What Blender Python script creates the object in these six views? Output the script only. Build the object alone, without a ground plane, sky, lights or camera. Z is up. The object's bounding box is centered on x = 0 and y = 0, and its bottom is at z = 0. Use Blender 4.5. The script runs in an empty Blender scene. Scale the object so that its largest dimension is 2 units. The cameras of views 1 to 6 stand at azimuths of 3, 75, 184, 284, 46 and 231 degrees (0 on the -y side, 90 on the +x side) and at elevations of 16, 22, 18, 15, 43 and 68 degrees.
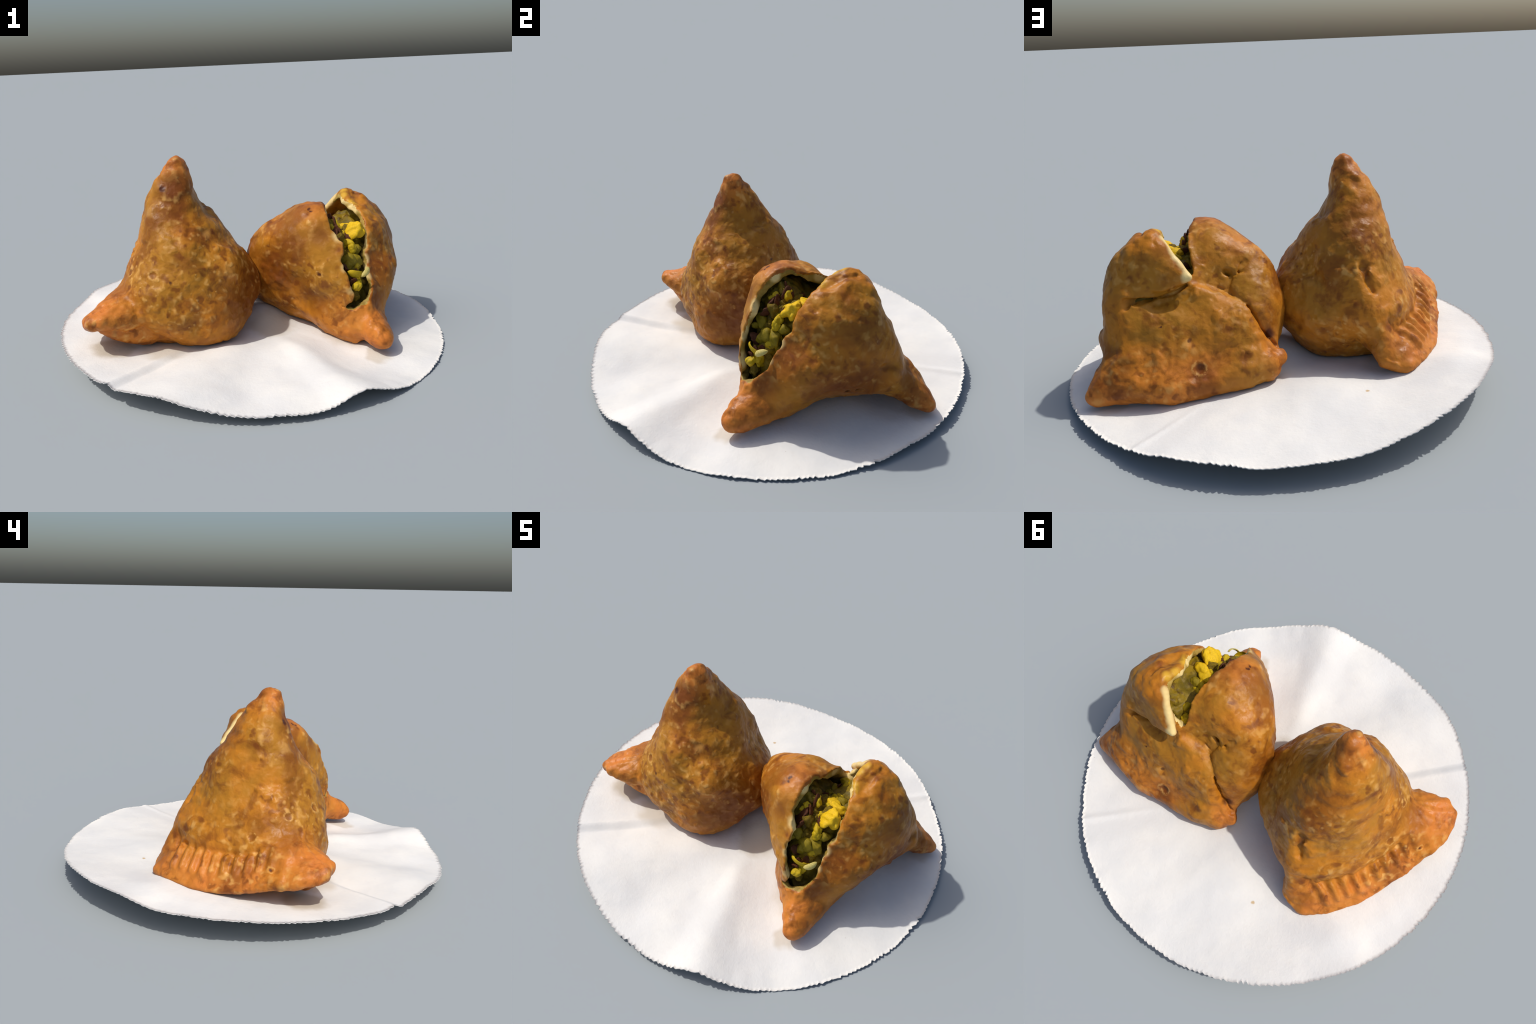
"""Two fried, triangular, stuffed pastries on a torn-edged round of white paper.
One pastry is whole with a crimped seam; the other is torn open and shows a
potato-and-pea filling.  Pastries are modelled as solid bodies: a loft through
cross-section rings, blended with swept horns / a flat crimped seam, with grooves,
blisters and lumps added, and then turned into a mesh."""
import bpy, bmesh, math
import numpy as np
from mathutils import Vector, Matrix

RNG = np.random.default_rng(7)

# ----------------------------------------------------------------------------
# small maths helpers
# ----------------------------------------------------------------------------
def smoothstep(a, b, x):
    t = np.clip((x - a) / (b - a), 0, 1)
    return t * t * (3 - 2 * t)

def smin(a, b, k):
    h = np.clip(.5 + .5 * (b - a) / k, 0, 1)
    return b + (a - b) * h - k * h * (1 - h)

def smax(a, b, k):
    return -smin(-a, -b, k)

def lattice(ix, iy, iz, seed):
    h = (ix * 374761393 + iy * 668265263 + iz * 2147483647 + seed * 1274126177) & 0xFFFFFFFF
    h = ((h ^ (h >> 13)) * 1274126177) & 0xFFFFFFFF
    h = ((h ^ (h >> 16)) * 2246822519) & 0xFFFFFFFF
    return (h ^ (h >> 15)) / 4294967295.0 * 2 - 1

def noise(P, scale, seed=0):
    """smooth value noise, -1..1"""
    q = np.asarray(P) * scale + 100.0
    i = np.floor(q).astype(np.int64)
    f = q - i
    f = f * f * f * (f * (f * 6 - 15) + 10)
    out = 0
    for dx in (0, 1):
        wx = f[:, 0] if dx else 1 - f[:, 0]
        for dy in (0, 1):
            wy = f[:, 1] if dy else 1 - f[:, 1]
            for dz in (0, 1):
                wz = f[:, 2] if dz else 1 - f[:, 2]
                out = out + wx * wy * wz * lattice(i[:, 0] + dx, i[:, 1] + dy, i[:, 2] + dz, seed)
    return out

def spline_weights(x, n, periodic):
    i = np.floor(x).astype(int)
    f = x - i
    w = (-.5 * f + f * f - .5 * f ** 3, 1 - 2.5 * f * f + 1.5 * f ** 3,
         .5 * f + 2 * f * f - 1.5 * f ** 3, -.5 * f * f + .5 * f ** 3)
    idx = [(i + k - 1) % n if periodic else np.clip(i + k - 1, 0, n - 1) for k in range(4)]
    return idx, w

def dense(points, n=6):
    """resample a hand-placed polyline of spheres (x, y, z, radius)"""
    out = []
    for a, b in zip(points[:-1], points[1:]):
        for t in np.linspace(0, 1, n, endpoint=False):
            out.append([p + (q - p) * t for p, q in zip(a, b)])
    out.append(list(points[-1]))
    return np.array(out)

def chain_distance(P, spheres):
    """distance to a row of spheres; only points near its bounding box are worked out"""
    lo = (spheres[:, :3] - spheres[:, 3:]).min(0) - .09
    hi = (spheres[:, :3] + spheres[:, 3:]).max(0) + .09
    m = ((P > lo) & (P < hi)).all(1)
    out = np.full(len(P), 9.0)
    x, y, z = P[m].T.astype(np.float32)
    d = np.full(len(x), 9.0, np.float32)
    for sx, sy, sz, r in spheres.astype(np.float32):
        np.minimum(d, np.sqrt((x - sx) ** 2 + (y - sy) ** 2 + (z - sz) ** 2) - r, out=d)
    out[m] = d
    return out

def sheet_distance(P, tris):
    """distance to a thick sheet made of triangles whose corners are spheres (x, y, z, radius)"""
    tris = np.array(tris, float)
    corners = tris.reshape(-1, 4)
    m = ((P > (corners[:, :3] - corners[:, 3:]).min(0) - .09) & (P < (corners[:, :3] + corners[:, 3:]).max(0) + .09)).all(1)
    out = np.full(len(P), 9.0)
    q = P[m]
    d = np.full(len(q), 9.0)
    for A, B, C in tris:
        for U, W in ((A, B), (B, C), (C, A)):
            e = W[:3] - U[:3]
            t = np.clip(((q - U[:3]) @ e) / max(e @ e, 1e-12), 0, 1)
            np.minimum(d, np.linalg.norm(q - U[:3] - t[:, None] * e, axis=1) - (U[3] + t * (W[3] - U[3])), out=d)
        e1, e2 = B[:3] - A[:3], C[:3] - A[:3]
        n = np.cross(e1, e2); nn = n @ n
        if nn < 1e-12:
            continue
        r = q - A[:3]
        v = (np.cross(r, e2) @ n) / nn
        w = (np.cross(e1, r) @ n) / nn
        ins = (v > 0) & (w > 0) & (v + w < 1)
        dist = np.abs(r @ n) / math.sqrt(nn) - (A[3] + v * (B[3] - A[3]) + w * (C[3] - A[3]))
        d = np.where(ins, np.minimum(d, dist), d)
    out[m] = d
    return out

def strip(edge, root):
    """triangles between two rows of spheres"""
    t = []
    for i in range(len(edge) - 1):
        t += [(edge[i], edge[i + 1], root[i]), (root[i], edge[i + 1], root[i + 1])]
    return t

def polyline_distance(P, pts):
    pts = [np.array(p, float) for p in pts]
    if len(pts) == 1:
        return np.linalg.norm(P - pts[0], axis=1)
    d = np.full(len(P), 9.0)
    for a, b in zip(pts[:-1], pts[1:]):
        ab = b - a
        t = np.clip(((P - a) @ ab) / (ab @ ab), 0, 1)
        np.minimum(d, np.linalg.norm(P - a - t[:, None] * ab, axis=1), out=d)
    return d

# ----------------------------------------------------------------------------
# loft through rings of radii around a centre; ring = latitude about a leaning axis
# ----------------------------------------------------------------------------
class Loft:
    def __init__(self, centre, axis, rings, n=14):
        self.c = np.array(centre)
        z = np.array(axis, float); z /= np.linalg.norm(z)
        x = np.cross([0, 1, 0], z); x /= np.linalg.norm(x)
        self.M = np.stack([x, np.cross(z, x), z])
        self.lat = np.radians([r[0] for r in rings])
        self.r = np.array([r[1] if isinstance(r[1], list) else [r[1]] * n for r in rings])
        self.n = n
    def radius(self, d):
        q = d @ self.M.T
        lat = np.arcsin(np.clip(q[:, 2], -1, 1))
        lon = np.arctan2(q[:, 1], q[:, 0]) % (2 * np.pi)
        x = np.minimum(np.interp(lat, self.lat, np.arange(len(self.lat))), len(self.lat) - 1 - 1e-6)
        ie, we = spline_weights(x, len(self.lat), False)
        ia, wa = spline_weights(lon / (2 * np.pi) * self.n, self.n, True)
        return sum(we[j] * wa[k] * self.r[ie[j], ia[k]] for j in range(4) for k in range(4))
    def distance(self, P):
        rel = P - self.c
        rho = np.maximum(np.linalg.norm(rel, axis=1), 1e-6)
        return (rho - self.radius(rel / rho[:, None])) * .93
    def point(self, az, el, depth=0.0):
        a, e = math.radians(az), math.radians(el)
        d = np.array([math.cos(e) * math.cos(a), math.cos(e) * math.sin(a), math.sin(e)])
        return self.c + d * (self.radius(d[None])[0] - depth)

# ----------------------------------------------------------------------------
# meshing of a solid: one vertex per crossed cell, one quad per crossed edge
# ----------------------------------------------------------------------------
def mesh_solid(fn, lo, hi, h, band=1.7, snap=2, smooth=0):
    lo, hi = np.array(lo, float), np.array(hi, float)
    nb = np.ceil((hi - lo) / (4 * h)).astype(int)
    n = nb * 4
    gx = [lo[a] + (np.arange(nb[a]) + .5) * 4 * h for a in range(3)]
    C = np.stack(np.meshgrid(*gx, indexing="ij"), -1).reshape(-1, 3)
    coarse = fn(C).reshape(nb)
    F = np.repeat(np.repeat(np.repeat(coarse, 4, 0), 4, 1), 4, 2)
    near = np.argwhere(np.abs(F) < band * 4 * h)
    for s in range(0, len(near), 200000):
        q = near[s:s + 200000]
        F[q[:, 0], q[:, 1], q[:, 2]] = fn(lo + (q + .5) * h)
    inside = F < 0
    acc, cnt = np.zeros(tuple(n - 1) + (3,)), np.zeros(tuple(n - 1))
    quads = []
    for a in range(3):
        s0 = [slice(None)] * 3; s1 = [slice(None)] * 3
        s0[a] = slice(0, -1); s1[a] = slice(1, None)
        A, B = F[tuple(s0)], F[tuple(s1)]
        cross = np.argwhere((A < 0) != (B < 0))
        va, vb = A[tuple(cross.T)], B[tuple(cross.T)]
        pos = cross.astype(float)
        pos[:, a] += va / (va - vb)
        b, c = (a + 1) % 3, (a + 2) % 3
        ids = []
        for db, dc in ((-1, -1), (0, -1), (0, 0), (-1, 0)):
            cell = cross.copy(); cell[:, b] += db; cell[:, c] += dc
            ids.append(cell)
        ok = np.all([(i >= 0).all(1) & (i < n - 1).all(1) for i in ids], axis=0)
        for i in ids:
            np.add.at(acc, tuple(i[ok].T), pos[ok])
            np.add.at(cnt, tuple(i[ok].T), 1)
        Q = np.stack([np.ravel_multi_index(tuple(i[ok].T), tuple(n - 1)) for i in ids], 1)
        flip = va[ok] > 0
        Q[flip] = Q[flip][:, ::-1]
        quads.append(Q)
    Q = np.concatenate(quads)
    used, inv = np.unique(Q, return_inverse=True)
    Q = inv.reshape(Q.shape)
    V = lo + (acc.reshape(-1, 3)[used] / cnt.reshape(-1)[used][:, None] + .5) * h
    for _ in range(smooth):
        V = relax(V, Q)
    for _ in range(snap):
        e = h * .4
        f = fn(V)
        g = np.stack([(fn(V + e * np.eye(3)[a]) - f) / e for a in range(3)], 1)
        step = -(f / np.maximum((g ** 2).sum(1), .3))[:, None] * g
        V = V + np.clip(step, -h, h) * .8
    return V, Q

def relax(V, Q, w=.5):
    s, k = np.zeros_like(V), np.zeros(len(V))
    for a in range(4):
        for b in ((a + 1) % 4, (a + 3) % 4):
            np.add.at(s, Q[:, a], V[Q[:, b]])
            np.add.at(k, Q[:, a], 1)
    return V + w * (s / k[:, None] - V)

def normals_of(V, Q):
    fn = np.cross(V[Q[:, 2]] - V[Q[:, 0]], V[Q[:, 3]] - V[Q[:, 1]])
    N = np.zeros_like(V)
    for a in range(4):
        np.add.at(N, Q[:, a], fn)
    return N / np.maximum(np.linalg.norm(N, axis=1, keepdims=True), 1e-9)

# ----------------------------------------------------------------------------
# scene helpers
# ----------------------------------------------------------------------------
def add_object(name, data, parent=None):
    o = bpy.data.objects.new(name, data)
    bpy.context.scene.collection.objects.link(o)
    if parent is not None:
        o.parent = parent
    return o

def thing(name, base, label, category):
    e = bpy.data.objects.new(name, None)
    e.empty_display_size = .1
    e.location = base
    bpy.context.scene.collection.objects.link(e)
    e["label"], e["category"] = label, category
    return e

def part_mesh(name, V, Q, N, mask, material, parent, base):
    """the faces of a whole body chosen by mask, with the whole body's normals"""
    q = Q[mask]
    used, inv = np.unique(q, return_inverse=True)
    me = bpy.data.meshes.new(name)
    me.from_pydata((V[used] - base).tolist(), [], inv.reshape(q.shape).tolist())
    me.polygons.foreach_set("use_smooth", np.ones(len(me.polygons), bool))
    me.normals_split_custom_set_from_vertices(N[used].tolist())
    me.materials.append(material)
    return add_object(name, me, parent)

# ----------------------------------------------------------------------------
# materials
# ----------------------------------------------------------------------------
class Nodes:
    def __init__(self, name):
        self.m = bpy.data.materials.new(name)
        self.m.use_nodes = True
        self.t = self.m.node_tree
        self.bsdf = self.t.nodes["Principled BSDF"]
        self.co = self.t.nodes.new("ShaderNodeTexCoord").outputs["Object"]
    def new(self, kind, **kw):
        n = self.t.nodes.new(kind)
        for k, v in kw.items():
            setattr(n, k, v)
        return n
    def put(self, sock, v):
        if hasattr(v, "is_output"):
            self.t.links.new(v, sock)
        else:
            sock.default_value = v
    def noise(self, scale, detail=3, rough=.55, dist=0.0, offset=(0, 0, 0), co=None):
        mp = self.new("ShaderNodeMapping")
        self.put(mp.inputs["Vector"], co or self.co)
        mp.inputs["Location"].default_value = offset
        n = self.new("ShaderNodeTexNoise")
        self.put(n.inputs["Vector"], mp.outputs[0])
        n.inputs["Scale"].default_value = scale
        n.inputs["Detail"].default_value = detail
        n.inputs["Roughness"].default_value = rough
        n.inputs["Distortion"].default_value = dist
        return n.outputs["Fac"]
    def warp(self, scale, amount):
        n = self.new("ShaderNodeTexNoise")
        self.put(n.inputs["Vector"], self.co)
        n.inputs["Scale"].default_value = scale
        n.inputs["Detail"].default_value = 2
        s = self.new("ShaderNodeVectorMath", operation="SUBTRACT")
        self.put(s.inputs[0], n.outputs["Color"]); s.inputs[1].default_value = (.5, .5, .5)
        k = self.new("ShaderNodeVectorMath", operation="SCALE")
        self.put(k.inputs[0], s.outputs[0]); k.inputs["Scale"].default_value = amount
        a = self.new("ShaderNodeVectorMath", operation="ADD")
        self.put(a.inputs[0], self.co); self.put(a.inputs[1], k.outputs[0])
        return a.outputs[0]
    def cells(self, scale, co=None):
        v = self.new("ShaderNodeTexVoronoi")
        self.put(v.inputs["Vector"], co or self.co)
        v.inputs["Scale"].default_value = scale
        sep = self.new("ShaderNodeSeparateColor")
        self.put(sep.inputs[0], v.outputs["Color"])
        return v.outputs["Distance"], sep.outputs[0], sep.outputs[1]
    def math(self, op, a, b=0.0, c=None, clamp=False):
        n = self.new("ShaderNodeMath", operation=op, use_clamp=clamp)
        self.put(n.inputs[0], a); self.put(n.inputs[1], b)
        if c is not None:
            self.put(n.inputs[2], c)
        return n.outputs[0]
    def band(self, x, a, b, lo=0.0, hi=1.0):
        n = self.new("ShaderNodeMapRange", interpolation_type="SMOOTHSTEP")
        self.put(n.inputs["Value"], x)
        n.inputs["From Min"].default_value, n.inputs["From Max"].default_value = a, b
        n.inputs["To Min"].default_value, n.inputs["To Max"].default_value = lo, hi
        return n.outputs["Result"]
    def near(self, centre, co=None):
        d = self.new("ShaderNodeVectorMath", operation="DISTANCE")
        self.put(d.inputs[0], co or self.co)
        d.inputs[1].default_value = centre
        return d.outputs["Value"]
    def mix(self, fac, a, b):
        n = self.new("ShaderNodeMix", data_type="RGBA")
        self.put(n.inputs[0], fac)
        for s, v in ((n.inputs[6], a), (n.inputs[7], b)):
            self.put(s, (*v, 1) if isinstance(v, tuple) else v)
        return n.outputs[2]
    def bump(self, height, strength, distance, normal=None):
        b = self.new("ShaderNodeBump")
        b.inputs["Strength"].default_value = strength
        b.inputs["Distance"].default_value = distance
        self.put(b.inputs["Height"], height)
        if normal is not None:
            self.put(b.inputs["Normal"], normal)
        return b.outputs[0]
    def finish(self, colour, rough=.5, spec=.3, normal=None, **extra):
        self.put(self.bsdf.inputs["Base Color"], (*colour, 1) if isinstance(colour, tuple) else colour)
        self.put(self.bsdf.inputs["Roughness"], rough)
        self.bsdf.inputs["Specular IOR Level"].default_value = spec
        if normal is not None:
            self.put(self.bsdf.inputs["Normal"], normal)
        for k, v in extra.items():
            self.bsdf.inputs[k].default_value = v
        return self.m

GOLD, OLIVE, BROWN = (.490, .178, .014), (.385, .165, .015), (.155, .038, .005)
PALE, ORANGE, DARK = (.76, .43, .12), (.60, .185, .034), (.060, .014, .007)

def fried_dough(name, base, blister=1.0, tips=(), darks=(), rings=(), pales=(), browns=(), olives=(), yellows=(), creams=()):
    n = Nodes(name)
    loc = lambda p: tuple(np.array(p[:3]) - base)
    w = n.warp(14, .03)
    col = n.mix(n.band(n.noise(3.2, 3, offset=(3, 1, 7)), .40, .62), GOLD, OLIVE)
    for p, r, k in olives:
        col = n.mix(n.band(n.near(loc(p), w), r * .3, r, k, 0), col, OLIVE)
    for p, r, k in tips:
        col = n.mix(n.math("MULTIPLY", n.band(n.near(loc(p), w), r * .15, r * 1.1, k, 0), n.band(n.noise(7, 3, .6, 0, (3, 3, 3)), .3, .6, .55, 1)), col, ORANGE)
    # broad browned areas, then mottling
    col = n.mix(n.math("MULTIPLY", n.band(n.noise(4.3, 4, .55, .4, (6, 2, 9)), .49, .66), .58), col, BROWN)
    mot = n.noise(9, 5, .62, .5, (1, 5, 2))
    col = n.mix(n.math("MULTIPLY", n.band(mot, .50, .68), .62), col, BROWN)
    for p, r, k in browns:
        col = n.mix(n.math("MULTIPLY", n.band(n.near(loc(p), w), r * .2, r, k, 0), n.band(mot, .25, .5, .75, 1)), col, BROWN)
    for p, r, k in yellows:
        col = n.mix(n.band(n.near(loc(p), w), r * .3, r, k, 0), col, (.62, .36, .03))
    # blistered skin: soft pale marks and brown hollows side by side
    patch = n.band(n.noise(5, 2, offset=(9, 4, 4)), .40, .60, .18, 1)
    wb = n.warp(22, .022)
    fleck = n.noise(25, 1.6, .5, 0, (2, 2, 8), wb)
    col = n.mix(n.math("MULTIPLY", n.math("MULTIPLY", n.band(fleck, .52, .76), patch), .60 * blister), col, PALE)
    col = n.mix(n.math("MULTIPLY", n.math("MULTIPLY", n.band(fleck, .46, .30), patch), .70), col, BROWN)
    heights = n.math("MULTIPLY", n.band(fleck, .40, .72), .55 * blister)
    for scale, keep, amt in ((21, .78, .5), (37, .74, .45)):
        d, ra, rb = n.cells(scale, wb)
        on = n.math("GREATER_THAN", ra, keep)
        size = n.math("MULTIPLY_ADD", rb, .30, .22)
        dome = n.math("SUBTRACT", 1.0, n.math("DIVIDE", d, size), clamp=True)
        dome = n.math("MULTIPLY", n.band(n.math("MULTIPLY", dome, on), 0, .9), patch)
        col = n.mix(n.math("MULTIPLY", dome, amt * blister), col, PALE)
        heights = n.math("ADD", heights, n.math("MULTIPLY", dome, 16.0 / scale * blister))
    # patches where a blister has burst and fried dark
    d, ra, rb = n.cells(15, n.warp(21, .055))
    fr = n.math("MULTIPLY", n.math("GREATER_THAN", ra, .88), n.band(d, .16, .40, 1, 0))
    col = n.mix(n.math("MULTIPLY", fr, .75), col, BROWN)
    for p, r, k in creams:
        col = n.mix(n.band(n.near(loc(p), w), r * .3, r, k, 0), col, (.80, .62, .27))
    w2 = n.warp(35, .022)
    for p, r, k in pales:
        col = n.mix(n.band(n.near(loc(p), w2), r * .3, r, k, 0), col, PALE)
    for p, r in rings:
        dd = n.math("DIVIDE", n.near(loc(p), w2), r)
        rim = n.math("MULTIPLY", n.math("MULTIPLY", n.band(dd, .55, .85), n.band(dd, .9, 1.25, 1, 0)), n.band(n.noise(60, 2), .35, .6))
        col = n.mix(n.math("MULTIPLY", n.band(dd, .3, .95, 1, 0), .5), col, BROWN)
        col = n.mix(n.math("MULTIPLY", rim, .42), col, PALE)
    for p, r in darks:
        col = n.mix(n.band(n.near(loc(p), w2), r * .35, r, .92, 0), col, DARK)
    fine = n.noise(70, 4, .6)
    nor = n.bump(n.math("ADD", heights, n.math("MULTIPLY", fine, .3)), .5, .007)
    rough = n.band(n.noise(12, 3), .3, .7, .36, .52)
    return n.finish(col, rough, .20, nor)

def filling_stuff(name, a, b, c, scale, spec=.18, rough=.5, bump=.5):
    n = Nodes(name)
    w = n.warp(20, .03)
    col = n.mix(n.band(n.noise(scale, 4, .6, .3), .36, .64), a, b)
    col = n.mix(n.math("MULTIPLY", n.band(n.noise(scale * 2.3, 3, .6, 0, (4, 4, 1)), .52, .72), .8), col, c)
    return n.finish(col, rough, spec, n.bump(n.noise(60, 4, .6), bump, .006))

# ----------------------------------------------------------------------------
# THE PAPER: an uneven, torn-edged disc that curls up at the rim
# ----------------------------------------------------------------------------
# height of the rim every 10 degrees of azimuth
RIM = [.010, .019, .035, .031, .041, .044, .056, .081, .089, .079, .089, .094, .112, .132, .151, .152, .152, .132, .131, .125, .118, .108, .095, .075, .096, .099, .070, .043, .041, .033, .077, .030, .004, .006, .001, .003]
HALF_WAY = [-.005, -.010, -.008, -.006, .006, .010, .002, -.006, .026, .020, .010, -.006, .000, .005, .004, -.007, -.014, .002]
MOUNDS = [(.04, .03, .15, .085), (.56, .12, .15, .018), (-.20, .43, .19, .032), (-.06, -.40, .13, .018), (.26, -.36, .15, .020)]     # paper pushed up between the pastries
CENTRE_Z = .061
FOLD_A, FOLD_B = np.array([-.562, -.823]), np.array([.497, .857])

def paper_z(x, y):
    r = np.hypot(x, y)
    th = np.degrees(np.arctan2(y, x)) % 360
    idx, w = spline_weights(th / 20.0, 18, True)
    jdx, v = spline_weights(th / 10.0, 36, True)
    rim = sum(v[k] * np.array(RIM)[jdx[k]] for k in range(4))
    z = CENTRE_Z + (rim - CENTRE_Z) * np.clip(r, 0, 1.1) ** 2.2
    # fold line across the sheet: a small step at both ends of it
    d = FOLD_B - FOLD_A; d = d / np.linalg.norm(d)
    s = (x - FOLD_A[0]) * d[0] + (y - FOLD_A[1]) * d[1]
    side = (x - FOLD_A[0]) * -d[1] + (y - FOLD_A[1]) * d[0]
    fade = smoothstep(.8, .1, s)
    step = smoothstep(-.004, .055, side) * np.exp(-np.clip(side, 0, 1) / .28)
    z = z + .032 * step * fade
    fade2 = smoothstep(1.45, 1.95, s)
    z = z + .006 * np.exp(-(side / .02) ** 2) * fade2
    # soft radial waves at the front
    a = np.radians(th)
    calm = 1 - .85 * smoothstep(.84, 1.0, r)          # the rim itself keeps its own heights
    front = calm * smoothstep(.25, .7, r) * np.exp(-((th - 280) / 42) ** 2)
    z = z + front * (.013 * np.cos((th - 250) / 24 * np.pi) + .003)
    # half-way out the sheet does not follow a plain dish
    z = z + calm * np.exp(-((r - .74) / .25) ** 2) * sum(w[k] * np.array(HALF_WAY)[idx[k]] for k in range(4))
    for mx, my, mr, mh in MOUNDS:
        z = z + mh * np.exp(-((x - mx) ** 2 + (y - my) ** 2) / mr ** 2)
    P = np.stack([x, y, x * 0], 1)
    return z + .004 * noise(P, 5, 3) + .0012 * noise(P, 17, 4)

def build_paper():
    na, nr = 1500, 46
    th = np.linspace(0, 2 * np.pi, na, endpoint=False)
    ring = np.stack([np.cos(th) * 9, np.sin(th) * 9, th * 0], 1)
    saw = th * 38 + 1.4 * noise(ring, .7, 2)
    tooth = np.floor(saw).astype(np.int64)
    size = np.clip(.35 + .65 * lattice(tooth, tooth * 0, tooth * 0, 3), .08, 1)
    lean = .35 + .3 * lattice(tooth, tooth * 0 + 1, tooth * 0, 4)
    f = saw - tooth
    teeth = np.where(f < lean, f / lean, (1 - f) / (1 - lean)) * (.004 + .013 * size * (.6 + .6 * noise(ring, .8, 5))) + .003 * np.abs(noise(ring, 9, 6)) + .003 * noise(ring, 2.2, 7)
    R = .9985 - np.clip(teeth, 0, .02) + .003 * np.cos(2 * th - 4.2)
    rr = (np.arange(1, nr + 1) / nr) ** .8
    X = np.concatenate([[0], (rr[:, None] * np.cos(th) * R).ravel()])
    Y = np.concatenate([[0], (rr[:, None] * np.sin(th) * R).ravel()])
    Z = paper_z(X, Y)
    top = np.stack([X, Y, Z], 1)
    bot = top - [0, 0, .0035]
    lift = -bot[:, 2].min()
    nv = len(top)
    j = np.arange(na); k = (j + 1) % na
    faces = [(0, 1 + a, 1 + b) for a, b in zip(j, k)]
    for i in range(nr - 1):
        o, p = 1 + i * na, 1 + (i + 1) * na
        faces += list(zip((o + j).tolist(), (p + j).tolist(), (p + k).tolist(), (o + k).tolist()))
    flip = [tuple(v + nv for v in reversed(f)) for f in faces]
    o = 1 + (nr - 1) * na
    rimf = list(zip((o + k).tolist(), (o + j).tolist(), (o + j + nv).tolist(), (o + k + nv).tolist()))
    rimf = [tuple(reversed(f)) for f in rimf]
    me = bpy.data.meshes.new("paper_sheet")
    me.from_pydata(np.concatenate([top, bot]).tolist(), [], faces + flip + rimf)
    me.polygons.foreach_set("use_smooth", np.array([True] * (2 * len(faces)) + [False] * len(rimf)))
    n = Nodes("white_paper")
    col = n.mix(n.band(n.noise(4, 4, .6), .35, .65), (.77, .755, .715), (.715, .71, .69))
    col = n.mix(n.math("MULTIPLY", n.band(n.noise(40, 4, .6), .5, .75), .25), col, (.70, .67, .63))
    # contact shadow painted tan-brown on the sheet where the pastries rest
    for (x, y, z), r, k in (((-.42, -.36, .06), .17, .55), ((-.66, -.40, .09), .13, .7), ((.1, -.1, .05), .16, .6),
                            ((.62, -.40, .04), .08, .5), ((.5, -.2, .04), .16, .5), ((.7, .5, .04), .1, .35), ((-.5, .2, .1), .15, .35)):
        w = n.warp(9, .10)
        col = n.mix(n.band(n.near((x, y, z), w), r * .55, r, k, 0), col, (.47, .40, .29))
    for p in ((-.441, -.634, .09), (-.012, -.825, .062), (-.40, .474, .09)):
        col = n.mix(n.band(n.near(p, n.warp(60, .012)), .005, .012, .8, 0), col, (.52, .34, .14))
    d, ra, rb = n.cells(16)
    col = n.mix(n.math("MULTIPLY", n.math("GREATER_THAN", ra, .9), n.band(d, .03, .07, .5, 0)), col, (.50, .45, .40))
    me.materials.append(n.finish(col, .85, .15, n.bump(n.noise(55, 5, .65), .3, .006)))
    ob = add_object("paper_sheet", me)
    ob.location = (0, 0, lift)
    ob["label"] = "round white paper sheet with a torn, uneven edge"
    ob["category"] = "paper plate"
    return lift

LIFT = build_paper()

def resting(P, F, sink=.004):
    """flatten the underside where the pastry lies on the sheet"""
    return smax(F, paper_z(P[:, 0], P[:, 1]) + LIFT - sink - P[:, 2], .02)

def lumps(P, seed):
    return .0055 * noise(P, 9, seed) + .0030 * noise(P, 19, seed + 1) + .0016 * noise(P, 38, seed + 2) + .0007 * noise(P, 80, seed + 3) - blisters(P, seed)

def blisters(P, seed):
    """irregular raised bubbles, in patches"""
    patch = .35 + .65 * smoothstep(-.25, .25, noise(P, 5.5, seed + 9))
    Pw = P + .012 * np.stack([noise(P, 25, seed + 10 + a) for a in range(3)], 1)
    big = np.clip(noise(Pw, 21, seed + 5) - .18, 0, 1)
    small = np.clip(noise(Pw, 43, seed + 6) - .12, 0, 1)
    return patch * (.011 * big + .004 * small)

def apply_features(P, F, feats):
    """(polyline, radius, height): height > 0 raises a lump or ridge, < 0 cuts a dent or groove"""
    for pts, r, h in feats:
        lo = np.min(pts, axis=0) - 3 * r; hi = np.max(pts, axis=0) + 3 * r
        m = ((P > lo) & (P < hi)).all(1)
        if m.any():
            F[m] -= h * np.exp(-(polyline_distance(P[m], pts) / r) ** 2)
    return F

def rim_blisters(P, F, rings):
    for c, r in rings:
        c = np.array(c)
        d = np.linalg.norm(P - c, axis=1) / r
        m = d < 2
        F[m] -= r * .10 * (np.exp(-((d[m] - .85) / .3) ** 2) - .9 * np.exp(-(d[m] / .55) ** 2))
    return F

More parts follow.
